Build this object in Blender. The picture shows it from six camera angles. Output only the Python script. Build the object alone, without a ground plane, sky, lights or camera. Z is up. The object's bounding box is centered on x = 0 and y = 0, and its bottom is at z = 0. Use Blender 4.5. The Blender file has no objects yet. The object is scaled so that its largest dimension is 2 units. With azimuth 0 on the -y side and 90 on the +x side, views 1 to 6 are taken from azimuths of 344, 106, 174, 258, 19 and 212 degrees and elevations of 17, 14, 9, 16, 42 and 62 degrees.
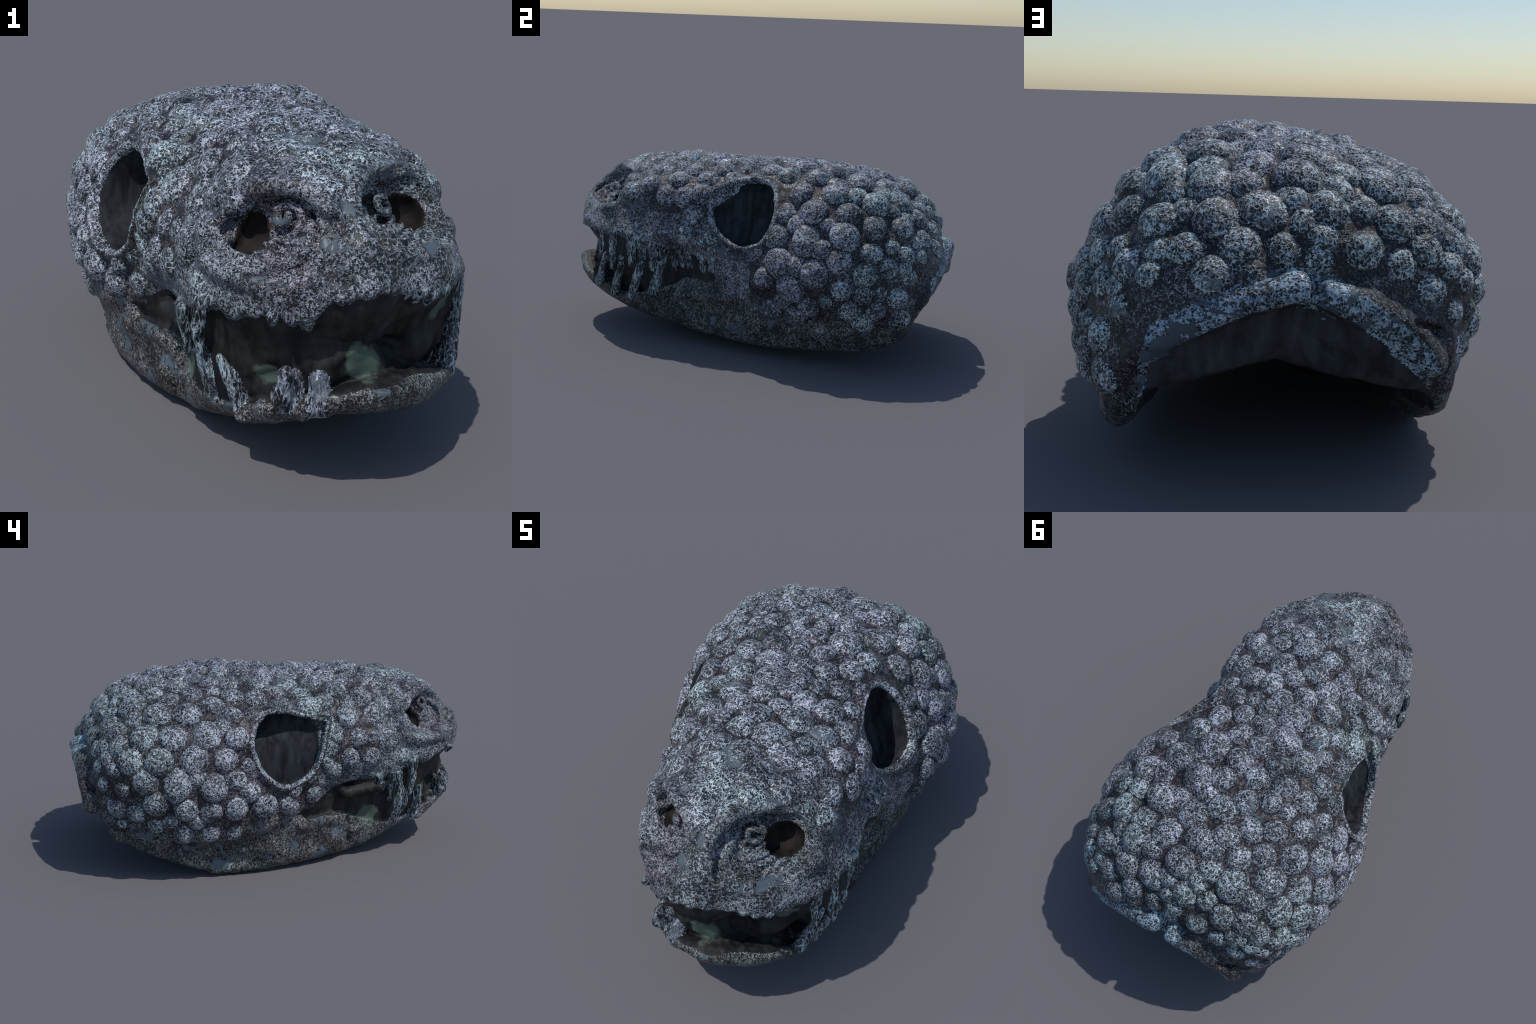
"""A cast, dark patinated lizard skull: knobbly scale-covered cranium, blunt snout with two
big scrolled nostrils, open jaws with peg teeth, hollow inside, arched open rear edge.

The body is one distance field (ring profile + scales + rims + hollows), polygonised once and then
separated by region into named parts that share their border vertices and normals."""
import bpy, math, random
import numpy as np

rng = np.random.default_rng(7)
CELL = .006                       # grid spacing of the distance field, metres

# ------------------------------------------------------------------ head profile
# Rings run from nose (tilt 0) to nape (tilt 180) about the long axis, every 15 degrees.
# Each ring holds radii at 24 turns (-180 = underside, -90 = left cheek, 0 = crown, 90 = right cheek),
# measured in a space where the long (y) axis is squeezed by SQUEEZE.
CENTRE = np.array([0.0, 0.0, 0.43])
SQUEEZE = 0.6
RINGS = np.array([
    [.580, .580, .580, .580, .580, .580, .580, .580, .580, .580, .580, .580, .580, .580, .580, .580, .580, .580, .580, .580, .580, .580, .580, .580],
    [.591, .588, .588, .584, .576, .563, .554, .569, .586, .599, .609, .609, .612, .606, .596, .583, .570, .561, .550, .551, .574, .595, .601, .597],
    [.529, .532, .552, .576, .537, .526, .537, .557, .575, .579, .593, .600, .601, .591, .582, .599, .597, .582, .564, .586, .591, .596, .566, .542],
    [.499, .505, .527, .543, .540, .502, .495, .507, .528, .539, .584, .596, .587, .585, .568, .592, .570, .578, .571, .555, .556, .565, .543, .514],
    [.504, .512, .529, .549, .505, .450, .450, .475, .491, .499, .534, .540, .531, .529, .544, .557, .516, .518, .548, .534, .517, .535, .505, .500],
    [.450, .494, .535, .561, .509, .440, .432, .453, .471, .487, .489, .482, .477, .480, .498, .517, .471, .476, .516, .537, .519, .511, .475, .469],
    [.378, .415, .498, .586, .581, .504, .485, .487, .494, .500, .480, .453, .454, .470, .493, .465, .436, .444, .495, .520, .556, .520, .476, .410],
    [.349, .378, .444, .584, .617, .597, .593, .576, .570, .546, .520, .482, .486, .505, .530, .532, .521, .544, .590, .571, .601, .541, .442, .365],
    [.346, .372, .427, .541, .665, .653, .657, .647, .628, .601, .565, .528, .520, .532, .571, .609, .630, .649, .680, .680, .676, .538, .413, .351],
    [.367, .391, .441, .531, .661, .673, .691, .708, .683, .643, .611, .592, .589, .588, .614, .646, .671, .695, .704, .723, .697, .508, .413, .365],
    [.423, .446, .489, .562, .632, .659, .670, .643, .638, .625, .613, .610, .604, .599, .615, .628, .652, .673, .675, .664, .628, .516, .445, .418],
    [.537, .552, .575, .593, .586, .602, .608, .609, .599, .591, .591, .593, .594, .595, .604, .608, .620, .620, .614, .608, .600, .566, .541, .534],
    [.575, .575, .575, .575, .575, .575, .575, .575, .575, .575, .575, .575, .575, .575, .575, .575, .575, .575, .575, .575, .575, .575, .575, .575]
])
_RT = np.vstack([np.roll(RINGS[1], 12)[None], RINGS, np.roll(RINGS[-2], 12)[None]])


def cubic_weights(t):
    return (-.5*t+t*t-.5*t**3, 1-2.5*t*t+1.5*t**3, .5*t+2*t*t-1.5*t**3, -.5*t*t+.5*t**3)


def ring_radius(tilt, turn):
    a = np.clip(tilt / math.radians(15), 0, 11.9999)
    i = np.floor(a).astype(np.int32)
    b = ((turn + math.pi) / math.radians(15)) % 24
    j = np.floor(b).astype(np.int32)
    wa, wb = cubic_weights(a - i), cubic_weights(b - j)
    out = 0.0
    for m in range(4):
        row = 0.0
        for n in range(4):
            row = row + wb[n] * _RT[i + m, (j + n - 1) % 24]
        out = out + wa[m] * row
    return out


def head_point(tilt_deg, turn_deg):
    a, b = np.radians(tilt_deg), np.radians(turn_deg)
    r = ring_radius(np.array([a]), np.array([b]))[0]
    return CENTRE + r * np.array([math.sin(a)*math.sin(b), -math.cos(a)/SQUEEZE, math.sin(a)*math.cos(b)])


def head_value(x, y, z):
    qx, qy, qz = x - CENTRE[0], (y - CENTRE[1]) * SQUEEZE, z - CENTRE[2]
    r = np.sqrt(qx*qx + qy*qy + qz*qz) + 1e-9
    return r - ring_radius(np.arccos(np.clip(-qy / r, -1, 1)), np.arctan2(qx, qz))


def head_normal(p, e=0.006):
    g = []
    for k in range(3):
        d = np.zeros(3); d[k] = e
        a, b = p + d, p - d
        g.append(float(head_value(*[np.array([v]) for v in a])[0] - head_value(*[np.array([v]) for v in b])[0]))
    g = np.array(g)
    return g / np.linalg.norm(g)


# ------------------------------------------------------------------ grid
LO, HI = np.array([-0.70, -1.08, -0.06]), np.array([0.70, 1.08, 0.99])
AX = [np.arange(LO[k], HI[k], CELL, dtype=np.float32) for k in range(3)]
GX, GY, GZ = AX[0][:, None, None], AX[1][None, :, None], AX[2][None, None, :]


def spline(xs, ys, at):
    """Smooth interpolation of a short profile (monotone-ish: linear then blurred)."""
    fine = np.linspace(xs[0], xs[-1], 200)
    v = np.interp(fine, xs, ys)
    k = np.ones(11) / 11
    v = np.convolve(np.pad(v, 5, mode="edge"), k, mode="valid")
    return np.interp(at, fine, v)


def smin(a, b, k):
    h = np.maximum(k - np.abs(a - b), 0) / k
    return np.minimum(a, b) - h*h*k*.25


def smax(a, b, k):
    return -smin(-a, -b, k)


def window(F, lo, hi):
    s = []
    for k in range(3):
        a = max(int((lo[k] - LO[k]) / CELL) - 1, 0)
        b = min(int((hi[k] - LO[k]) / CELL) + 2, len(AX[k]))
        s.append(slice(a, max(b, a)))
    return tuple(s), (AX[0][s[0]][:, None, None], AX[1][s[1]][None, :, None], AX[2][s[2]][None, None, :])


def frame(n):
    n = np.asarray(n, float); n = n / np.linalg.norm(n)
    u = np.cross([0, 0, 1.0], n)
    if np.linalg.norm(u) < 1e-3: u = np.array([1.0, 0, 0])
    u /= np.linalg.norm(u)
    return u, np.cross(n, u), n


def blob_value(x, y, z, c, axes, radii):
    """Approximate distance to an ellipsoid; axes = three unit vectors."""
    dx, dy, dz = x - c[0], y - c[1], z - c[2]
    k0 = k1 = 0.0
    for a, r in zip(axes, radii):
        q = (dx*a[0] + dy*a[1] + dz*a[2]) / r
        k0 = k0 + q*q
        k1 = k1 + (q / r)**2
    k0 = np.sqrt(k0)
    return k0 * (k0 - 1) / np.maximum(np.sqrt(k1), 1e-6)


def blob(F, c, axes, radii, k=0.012, cut=False):
    m = max(radii) + k + 2*CELL
    s, (x, y, z) = window(F, np.array(c) - m, np.array(c) + m)
    d = blob_value(x, y, z, c, axes, radii)
    F[s] = smax(F[s], -d, k) if cut else smin(F[s], d, k)


def tube(F, pts, radii, k=0.012, cut=False):
    """Chain of tapering capsules along pts."""
    pts = np.array(pts, float)
    radii = np.full(len(pts), radii) if np.isscalar(radii) else np.array(radii)
    m = radii.max() + k + 2*CELL
    s, (x, y, z) = window(F, pts.min(0) - m, pts.max(0) + m)
    D = tube_value(x, y, z, pts, radii)
    F[s] = smax(F[s], -D, k) if cut else smin(F[s], D, k)


def tube_value(x, y, z, pts, radii):
    D = None
    for (a, b, ra, rb) in zip(pts[:-1], pts[1:], radii[:-1], radii[1:]):
        ab = b - a
        t = np.clip(((x-a[0])*ab[0] + (y-a[1])*ab[1] + (z-a[2])*ab[2]) / (ab @ ab), 0, 1)
        d = np.sqrt((x-a[0]-t*ab[0])**2 + (y-a[1]-t*ab[1])**2 + (z-a[2]-t*ab[2])**2) - (ra + t*(rb-ra))
        D = d if D is None else np.minimum(D, d)
    return D


def smooth_path(pts, per=6):
    """Catmull-Rom resampling of a few control points."""
    p = np.array(pts, float)
    p = np.vstack([2*p[0]-p[1], p, 2*p[-1]-p[-2]])
    out = []
    for i in range(1, len(p)-2):
        for t in np.linspace(0, 1, per, endpoint=False):
            w = cubic_weights(t)
            out.append(sum(w[m]*p[i-1+m] for m in range(4)))
    out.append(p[-2])
    return np.array(out)


class Opening:
    """A hole through the shell: a closed outline of 3D points seen along its own axis."""
    def __init__(self, outline, outward):
        p = np.array(outline, float)
        self.c = p.mean(0)
        self.u, self.v, self.n = frame(outward)
        q = p - self.c
        a, b = q @ self.u, q @ self.v
        ang = np.arctan2(b, a); o = np.argsort(ang)
        self.ang, self.rad = ang[o], np.hypot(a, b)[o]

    def value(self, x, y, z):
        dx, dy, dz = x-self.c[0], y-self.c[1], z-self.c[2]
        a = dx*self.u[0]+dy*self.u[1]+dz*self.u[2]
        b = dx*self.v[0]+dy*self.v[1]+dz*self.v[2]
        w = dx*self.n[0]+dy*self.n[1]+dz*self.n[2]
        r = np.interp(np.arctan2(b, a), self.ang, self.rad, period=2*math.pi)
        return np.hypot(a, b) - r, w


# ------------------------------------------------------------------ layout of the parts
# scales: (tilt, turn, radius) on the head, in bands from snout to occiput
SCALE_ROWS = {
    "snout": [
        (46.7, -77.8, 0.042), (49.8, -53.6, 0.043), (48.5, -4.9, 0.051), ],
    "brow": [
        (73.8, -84.4, 0.044), (78.0, -78.2, 0.040), (68.1, -77.3, 0.048), (59.9, -77.2, 0.044), (77.2, -69.4, 0.050), (53.4, -64.8, 0.056), 
        (65.4, -63.8, 0.043), (60.1, -63.0, 0.033), (75.5, -60.9, 0.050), (69.6, -49.6, 0.056), (58.9, -46.9, 0.055), (77.7, -40.2, 0.046), 
        (64.2, -36.3, 0.052), (53.9, -32.1, 0.056), (72.6, -31.5, 0.052), (58.1, -23.7, 0.043), (68.6, -22.5, 0.049), (63.2, -22.2, 0.046), 
        (74.6, -16.5, 0.052), (60.0, -14.0, 0.042), (53.8, -13.3, 0.051), (65.2, -8.6, 0.050), (71.0, -5.4, 0.054), (57.5, -1.5, 0.057), 
        (75.7, 2.8, 0.045), (64.6, 5.5, 0.060), (53.0, 8.2, 0.065), (73.2, 13.0, 0.061), (61.5, 15.5, 0.059), (52.9, 23.8, 0.056), 
        (72.1, 27.1, 0.053), (61.5, 28.5, 0.056), ],
    "crown": [
        (107.6, -109.4, 0.039), (92.3, -101.0, 0.046), (82.4, -98.6, 0.040), (100.2, -97.7, 0.056), (107.5, -97.1, 0.052), (90.3, -92.3, 0.039), 
        (104.2, -89.8, 0.045), (84.0, -85.4, 0.039), (108.0, -83.0, 0.048), (104.3, -76.6, 0.038), (110.3, -74.4, 0.053), (107.5, -63.9, 0.052), 
        (101.9, -51.8, 0.048), (108.6, -51.4, 0.046), (83.8, -46.7, 0.062), (93.7, -46.1, 0.053), (101.0, -41.3, 0.052), (108.0, -38.5, 0.051), 
        (85.1, -35.9, 0.047), (94.3, -34.0, 0.041), (99.6, -27.6, 0.055), (108.1, -26.2, 0.053), (89.7, -25.6, 0.057), (80.2, -24.2, 0.056), 
        (105.2, -17.4, 0.056), (96.9, -13.6, 0.067), (111.8, -12.1, 0.050), (88.3, -10.5, 0.068), (80.1, -8.6, 0.053), (103.2, -4.1, 0.050), 
        (110.0, 0.9, 0.056), (84.2, 1.4, 0.049), (96.2, 1.6, 0.052), (89.9, 5.4, 0.047), (102.4, 8.5, 0.048), (81.1, 12.3, 0.052), 
        (95.8, 14.2, 0.046), (88.9, 15.0, 0.040), (109.6, 15.9, 0.067), (90.6, 23.5, 0.044), (81.5, 24.1, 0.054), (99.2, 24.2, 0.050), 
        (105.4, 29.7, 0.052), (86.5, 33.1, 0.039), (94.9, 33.2, 0.038), (110.5, 43.2, 0.055), (107.7, 55.7, 0.048), (105.9, 69.1, 0.056), 
        (100.0, 78.3, 0.039), (106.8, 81.8, 0.070), (102.6, 90.5, 0.049), (109.7, 93.2, 0.064), ],
    "nape": [
        (119.9, -109.5, 0.046), (113.5, -109.3, 0.039), (126.9, -106.4, 0.039), (132.4, -100.8, 0.042), (113.7, -97.7, 0.048), (119.5, -96.9, 0.052), 
        (126.6, -94.2, 0.055), (135.1, -87.2, 0.035), (113.2, -86.4, 0.061), (121.5, -84.8, 0.067), (128.5, -82.8, 0.055), (136.8, -76.7, 0.033), 
        (117.8, -73.6, 0.063), (125.6, -73.6, 0.060), (132.0, -72.0, 0.054), (135.9, -63.0, 0.049), (114.7, -62.1, 0.061), (122.8, -62.1, 0.058), 
        (129.5, -60.5, 0.061), (120.0, -49.7, 0.059), (133.4, -48.1, 0.048), (127.5, -47.5, 0.064), (113.6, -45.4, 0.052), (125.2, -37.8, 0.049), 
        (135.8, -35.2, 0.066), (119.2, -34.5, 0.049), (113.2, -33.7, 0.037), (130.2, -28.7, 0.048), (123.2, -25.1, 0.049), (114.7, -24.3, 0.048), 
        (137.6, -20.6, 0.049), (129.1, -16.1, 0.055), (133.2, -15.2, 0.048), (119.2, -14.9, 0.052), (124.2, -5.9, 0.058), (133.0, -5.5, 0.055), 
        (117.0, 2.7, 0.053), (128.7, 6.4, 0.060), (135.9, 14.1, 0.061), (119.7, 14.6, 0.070), (127.0, 26.3, 0.065), (114.9, 28.5, 0.065), 
        (133.1, 30.8, 0.054), (125.1, 40.6, 0.052), (119.7, 41.9, 0.062), (130.1, 43.4, 0.066), (123.0, 53.4, 0.056), (114.5, 54.6, 0.063), 
        (129.6, 59.0, 0.055), (118.1, 60.5, 0.035), (122.2, 66.2, 0.066), (134.0, 68.0, 0.035), (113.4, 70.1, 0.069), (128.5, 72.9, 0.048), 
        (120.9, 78.3, 0.054), (137.6, 79.2, 0.025), (132.9, 79.5, 0.044), (126.9, 83.5, 0.054), (115.0, 84.9, 0.063), (121.1, 91.7, 0.044), 
        (130.3, 92.5, 0.029), (126.3, 93.1, 0.044), (117.6, 97.5, 0.029), ],
    "occiput": [
        (141.4, -85.5, 0.025), (145.7, -74.1, 0.037), (139.8, -68.8, 0.038), (143.1, -60.6, 0.044), (149.6, -58.8, 0.040), (138.2, -54.4, 0.053), 
        (143.9, -44.8, 0.053), (154.3, -41.1, 0.048), (144.9, -31.2, 0.043), (142.6, -18.6, 0.043), (161.6, -16.6, 0.037), (148.4, -16.1, 0.049), 
        (156.0, -15.3, 0.037), (152.9, -3.8, 0.030), (141.0, -1.8, 0.062), (159.9, 10.6, 0.044), (149.2, 15.7, 0.063), (138.4, 32.0, 0.065), 
        (155.2, 35.0, 0.049), (146.8, 37.5, 0.057), (138.3, 53.5, 0.053), (147.8, 54.5, 0.046), (143.1, 61.4, 0.034), (143.8, 69.7, 0.033), 
        (138.4, 71.1, 0.042), (139.4, 84.1, 0.032), ],
}


LEFT_EYE = [(-.41, .127, .758), (-.404, .064, .758), (-.405, -.024, .740), (-.411, -.104, .717), (-.41, -.15, .707),
            (-.442, -.128, .642), (-.463, -.106, .560), (-.472, -.079, .504), (-.489, -.023, .467), (-.513, .048, .445),
            (-.522, .087, .454), (-.534, .141, .497), (-.533, .184, .550), (-.513, .206, .618), (-.487, .204, .668), (-.451, .176, .716)]
RIGHT_EYE = [(.327, -.131, .783), (.32, -.069, .801), (.311, -.004, .828), (.304, .068, .839), (.308, .13, .835),
             (.333, .175, .811), (.384, .198, .756), (.434, .205, .689), (.470, .184, .629), (.489, .153, .585),
             (.481, .072, .559), (.444, -.001, .573), (.414, -.059, .601), (.384, -.098, .638), (.353, -.117, .710)]

# mouth gape: lip heights against the angle round the jaw (0 = front, negative = left side)
LIP_ANGLE_UP = [-130, -118, -111, -101, -81, -70, -59, -49, -38, -26, -15, -10, -4, 5, 12, 21, 40, 61, 84, 105, 117, 128]
LIP_UP       = [.25, .320, .363, .391, .397, .410, .430, .465, .460, .505, .505, .560, .580, .577, .560, .530, .530, .527, .489, .452, .446, .36]
LIP_ANGLE_LO = [-130, -123, -113, -107, -96, -86, -68, -53, -38, -25, -16, -4, 10, 33, 38, 49, 62, 78, 95, 106, 114, 120, 128]
LIP_LO       = [.30, .235, .240, .251, .224, .189, .166, .163, .181, .240, .250, .310, .335, .268, .255, .215, .213, .256, .288, .338, .340, .325, .42]

# underside: a shallow ramp along the belly that rises steeply to the arched rear rim
RAMP_Y = [-1.05, -.7, -.5, -.3, -.1, .1, .3, .5, .75, .95, 1.05]
RAMP_Z = [-.10, -.10, .03, .13, .20, .25, .285, .305, .325, .342, .35]
RIM_X = [-.45, -.40, -.355, -.30, -.22, -.13, -.04, .02, .12, .235, .37, .42, .46]
RIM_Z = [.02, .17, .280, .332, .392, .452, .492, .495, .472, .421, .350, .18, .02]


def arch_height(x, y):
    wall = np.interp(y, [-.6, -.3, 0, .5, .85], [.08, .18, .28, .33, .385])        # the side walls stay down to the ground
    slope = np.interp(y, [-.2, .4, .93], [.12, .18, .26])
    ramp = np.interp(y, RAMP_Y, RAMP_Z) - slope*np.abs(x - .05) - 3.5*np.maximum(np.abs(x) - wall, 0)
    t = np.clip((y - .940) / .045, 0, 1)
    return ramp + np.maximum(np.interp(x, RIM_X, RIM_Z) - ramp, 0) * t*t*(3-2*t)


TEETH = {   # root, middle, tip, root radius
    "upper": [((.352, -.70, .53), (.360, -.71, .46), (.360, -.72, .41), .020),
              ((.388, -.625, .54), (.405, -.635, .44), (.400, -.642, .35), .021),
              ((.420, -.525, .53), (.437, -.522, .45), (.437, -.520, .38), .021),
              ((.445, -.425, .50), (.457, -.422, .43), (.458, -.420, .36), .021),
              ((.460, -.33, .48), (.470, -.32, .43), (.471, -.316, .37), .020),
              ((.465, -.245, .48), (.478, -.235, .43), (.480, -.228, .39), .017),
              ((.430, -.475, .52), (.442, -.472, .45), (.445, -.470, .40), .018),
              ((.452, -.375, .49), (.462, -.370, .43), (.463, -.365, .385), .018),
              ((.462, -.285, .48), (.472, -.278, .43), (.473, -.272, .39), .017),
              ((.475, -.165, .46), (.480, -.155, .42), (.480, -.150, .385), .016),
              ((.480, -.085, .45), (.485, -.080, .42), (.485, -.075, .39), .014),
              ((-.415, -.45, .41), (-.410, -.45, .37), (-.404, -.449, .335), .020),
              ((-.392, -.515, .43), (-.395, -.517, .36), (-.386, -.513, .29), .016),
              ((-.390, -.545, .43), (-.393, -.546, .37), (-.380, -.546, .31), .018),
              ((-.352, -.63, .48), (-.366, -.625, .40), (-.358, -.617, .315), .024)],
    "lower": [((.325, -.745, .25), (.352, -.72, .32), (.378, -.687, .41), .024),
              ((.350, -.645, .21), (.392, -.61, .31), (.424, -.578, .41), .024),
              ((.380, -.535, .21), (.420, -.50, .32), (.447, -.474, .40), .024),
              ((.420, -.415, .25), (.450, -.40, .32), (.464, -.389, .39), .022),
              ((-.300, -.555, .17), (-.328, -.565, .25), (-.350, -.57, .335), .028),
              ((-.245, -.675, .16), (-.285, -.69, .25), (-.322, -.68, .335), .026),
              ((-.295, -.555, .16), (-.330, -.61, .26), (-.36, -.57, .38), .013)],
}
CHIN_TEETH = [((-.165, -.835, .25), (-.170, -.840, .325), .032, .024), ((-.105, -.890, .27), (-.108, -.880, .325), .038, .024),
              ((-.200, -.855, .28), (-.190, -.860, .350), .028, .020)]
GAPE_ANGLE = [-127, -110, -70, -45, -20, 20, 40, 48, 95, 104, 127]      # depth of the gape behind the lips
GAPE_TOP = [.012, .005, .004, .014, .018, .016, .016, .012, .012, .008, .006]       # just under the upper lip
GAPE_FLOOR = [.030, .020, .013, .020, .060, .100, .090, .026, .022, .012, .010]    # at the jaw
# outlines of the nostril bowls
LEFT_BOWL = [(-.323, -.608, .728), (-.279, -.682, .781), (-.237, -.735, .804), (-.179, -.775, .819), (-.132, -.801, .813),
             (-.084, -.841, .774), (-.066, -.897, .710), (-.093, -.935, .660), (-.173, -.908, .613), (-.262, -.825, .594),
             (-.323, -.702, .599), (-.342, -.644, .602), (-.344, -.592, .661)]
RIGHT_BOWL = [(.023, -.844, .765), (.045, -.911, .690), (.135, -.883, .652), (.233, -.831, .646), (.299, -.745, .644),
              (.327, -.656, .663), (.302, -.625, .719), (.257, -.614, .786), (.204, -.652, .815), (.136, -.701, .828), (.056, -.770, .819)]


class Bowl(Opening):
    """A scooped hollow with a given rim outline."""
    def __init__(self, outline, depth):
        p = np.array(outline)
        n = np.linalg.svd(p - p.mean(0))[2][2]
        if n[1] > 0: n = -n
        super().__init__(outline, n)
        self.depth, self.eye, self.sense, self.lean = depth, (0.0, 0.0), 1, 0.0

    def carve(self, x, y, z):
        d, w = self.value(x, y, z)
        dx, dy, dz = x-self.c[0], y-self.c[1], z-self.c[2]
        r = d + self.rim(x, y, z)
        a = dx*self.u[0]+dy*self.u[1]+dz*self.u[2] - self.eye[0]
        b = dx*self.v[0]+dy*self.v[1]+dz*self.v[2] - self.eye[1]
        rr = np.hypot(a, b*1.25)
        swirl = np.sin(2*math.pi*rr/.036 - self.sense*np.arctan2(b, a)) * np.clip(rr/.05, 0, 1) * .008
        upw = np.array([0, 0, 1.0]) - self.n*self.n[2]; upw /= np.linalg.norm(upw)
        s = (dx*upw[0] + dy*upw[1] + dz*upw[2]) / .10
        dep = self.depth * (.80 + 1.0*np.clip(s + .20, 0, 1)) + swirl
        q = np.sqrt((r / (d*-1 + r))**2 + np.where(w < 0, (w/dep)**2, 0))
        return (q - 1) * np.where(w < 0, self.depth, .12)

    def rim(self, x, y, z):
        dx, dy, dz = x-self.c[0], y-self.c[1], z-self.c[2]
        a = dx*self.u[0]+dy*self.u[1]+dz*self.u[2]
        b = dx*self.v[0]+dy*self.v[1]+dz*self.v[2]
        return np.interp(np.arctan2(b, a), self.ang, self.rad, period=2*math.pi)

    def on(self, frac, angle, lift=0.0):
        """Point on the bowl at a share of the rim radius."""
        rad = np.interp(angle, self.ang, self.rad, period=2*math.pi)
        w = -self.depth*math.sqrt(max(1-frac*frac, 0)) + lift
        return self.c + frac*rad*(math.cos(angle)*self.u + math.sin(angle)*self.v) + w*self.n

    def angle_of(self, p):
        q = np.array(p) - self.c
        return math.atan2(q @ self.v, q @ self.u), math.hypot(q @ self.v, q @ self.u)


# the jaws are narrower than the scaly cheeks above: half-width of the face below the cheek line
TRIM_Y = [-.80, -.50, -.40, -.32, -.27, -.15, -.03, .10, .25, .40]
TRIM_LEFT = [.60, .355, .352, .345, .358, .412, .457, .515, .60, .70]
TRIM_RIGHT = [.60, .435, .392, .365, .375, .405, .445, .505, .60, .70]


def trim_value(x, y, z):
    """Positive outside the trimmed lower face."""
    lift = .12*np.clip((z - np.where(x < 0, .38, .47)) / np.where(x < 0, .11, .15), 0, 1) + .5*np.maximum(z - .55, 0)
    cap = np.where(x < 0, np.interp(y, TRIM_Y, TRIM_LEFT), np.interp(y, TRIM_Y, TRIM_RIGHT))
    return (np.abs(x) - cap - lift) * .9


# ------------------------------------------------------------------ distance field
print("field ...")
head = head_value(GX, GY, GZ).astype(np.float32)
g = np.gradient(head, CELL)
head /= np.maximum(np.sqrt(g[0]**2 + g[1]**2 + g[2]**2), 0.35)
del g
F = head.copy()

# cheek recess under the scales on both sides (above the jaw plate)
for path, r in (([(-.50, -.03, .235), (-.535, .10, .19), (-.555, .27, .16), (-.54, .42, .14), (-.50, .58, .15)], .045),
                ([(.545, .09, .33), (.575, .20, .28), (.585, .32, .24), (.58, .46, .23)], .055)):
    tube(F, smooth_path(path), r * .8, k=.05, cut=True)

# lower face drawn in under the cheeks; jaw plates: overlapping bones with a stepped front edge
F = smax(F, trim_value(GX, GY, GZ).astype(np.float32), .03)
for path, r in (([(-.455, -.03, .215), (-.405, -.12, .215), (-.365, -.22, .215), (-.345, -.275, .19)], .025),
                ([(.462, .02, .275), (.43, -.10, .27), (.385, -.22, .255), (.365, -.30, .235)], .025)):
    tube(F, smooth_path(path), r, k=.03)
tube(F, smooth_path([(.372, -.318, .255), (.378, -.335, .215), (.395, -.318, .175), (.40, -.295, .12)]), .016, k=.008, cut=True)
tube(F, smooth_path([(-.352, -.295, .20), (-.352, -.305, .15), (-.36, -.285, .115), (-.36, -.27, .07)]), .016, k=.008, cut=True)
blob(F, (.385, -.285, .145), frame((.8, -.3, -.5)), (.045, .04, .025), k=.012)
blob(F, (-.335, -.345, .125), frame((-.8, -.3, -.5)), (.045, .04, .022), k=.012)

# lower skirts along both flanks, down to the ground on the left
tube(F, smooth_path([(-.36, -.22, .085), (-.41, .03, .055), (-.445, .20, .032), (-.455, .355, .03), (-.455, .449, .06), (-.455, .57, .105), (-.43, .738, .177), (-.405, .83, .25)]), .034, k=.06)
tube(F, smooth_path([(.36, -.25, .115), (.415, .10, .088), (.440, .29, .093), (.460, .62, .126), (.458, .77, .156), (.435, .84, .21)]), .036, k=.06)

# rear occipital ledge: a ragged sloping lip in two halves that meet in a notch
tube(F, smooth_path([(.405, .925, .362), (.30, .965, .442), (.17, .985, .502), (.05, .990, .532), (-.002, .985, .542)]), .040, k=.025)
tube(F, smooth_path([(-.078, .985, .522), (-.20, .975, .488), (-.30, .962, .418), (-.358, .950, .350)]), .042, k=.025)
for t in np.linspace(-.36, .39, 26):
    if -.07 < t < -.03: continue
    q = (t, .985 + rng.uniform(-.02, .006) - .35*max(abs(t)-.2, 0), np.interp(t, RIM_X, RIM_Z) + rng.uniform(.0, .06))
    blob(F, q, frame(rng.normal(size=3)), rng.uniform(.014, .036, 3), k=.010)
blob(F, (.008, .985, .548), frame((0, 1, .4)), (.045, .040, .030), k=.015)
tube(F, [(-.044, 1.06, .47), (-.042, .955, .60)], .022, k=.010, cut=True)
tube(F, smooth_path([(-.30, 1.0, .47), (-.33, .96, .44), (-.38, .93, .42)]), .014, k=.01, cut=True)
tube(F, smooth_path([(.415, .88, .42), (.44, .86, .33), (.43, .84, .22)]), .03, k=.03)
tube(F, smooth_path([(-.40, .90, .40), (-.415, .87, .30), (-.40, .83, .2)]), .03, k=.03)

# eye openings: raised rims of bone
left_eye, right_eye = Opening(LEFT_EYE, (-.93, .05, .30)), Opening(RIGHT_EYE, (.84, -.02, .54))
for outline, inner in ((LEFT_EYE, left_eye), (RIGHT_EYE, right_eye)):
    p = np.array(outline); p = np.vstack([p, p[:1]])
    c = inner.c
    ring = c + (p - c) * 1.10 - inner.n*.010
    tube(F, smooth_path(ring, 3), .016, k=.025)
tube(F, smooth_path([(-.530, .215, .60), (-.545, .165, .50), (-.530, .09, .435)]), .022, k=.02)
tube(F, smooth_path([(.325, -.17, .765), (.35, -.165, .70), (.375, -.135, .63), (.40, -.08, .575)]), .030, k=.02)

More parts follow.
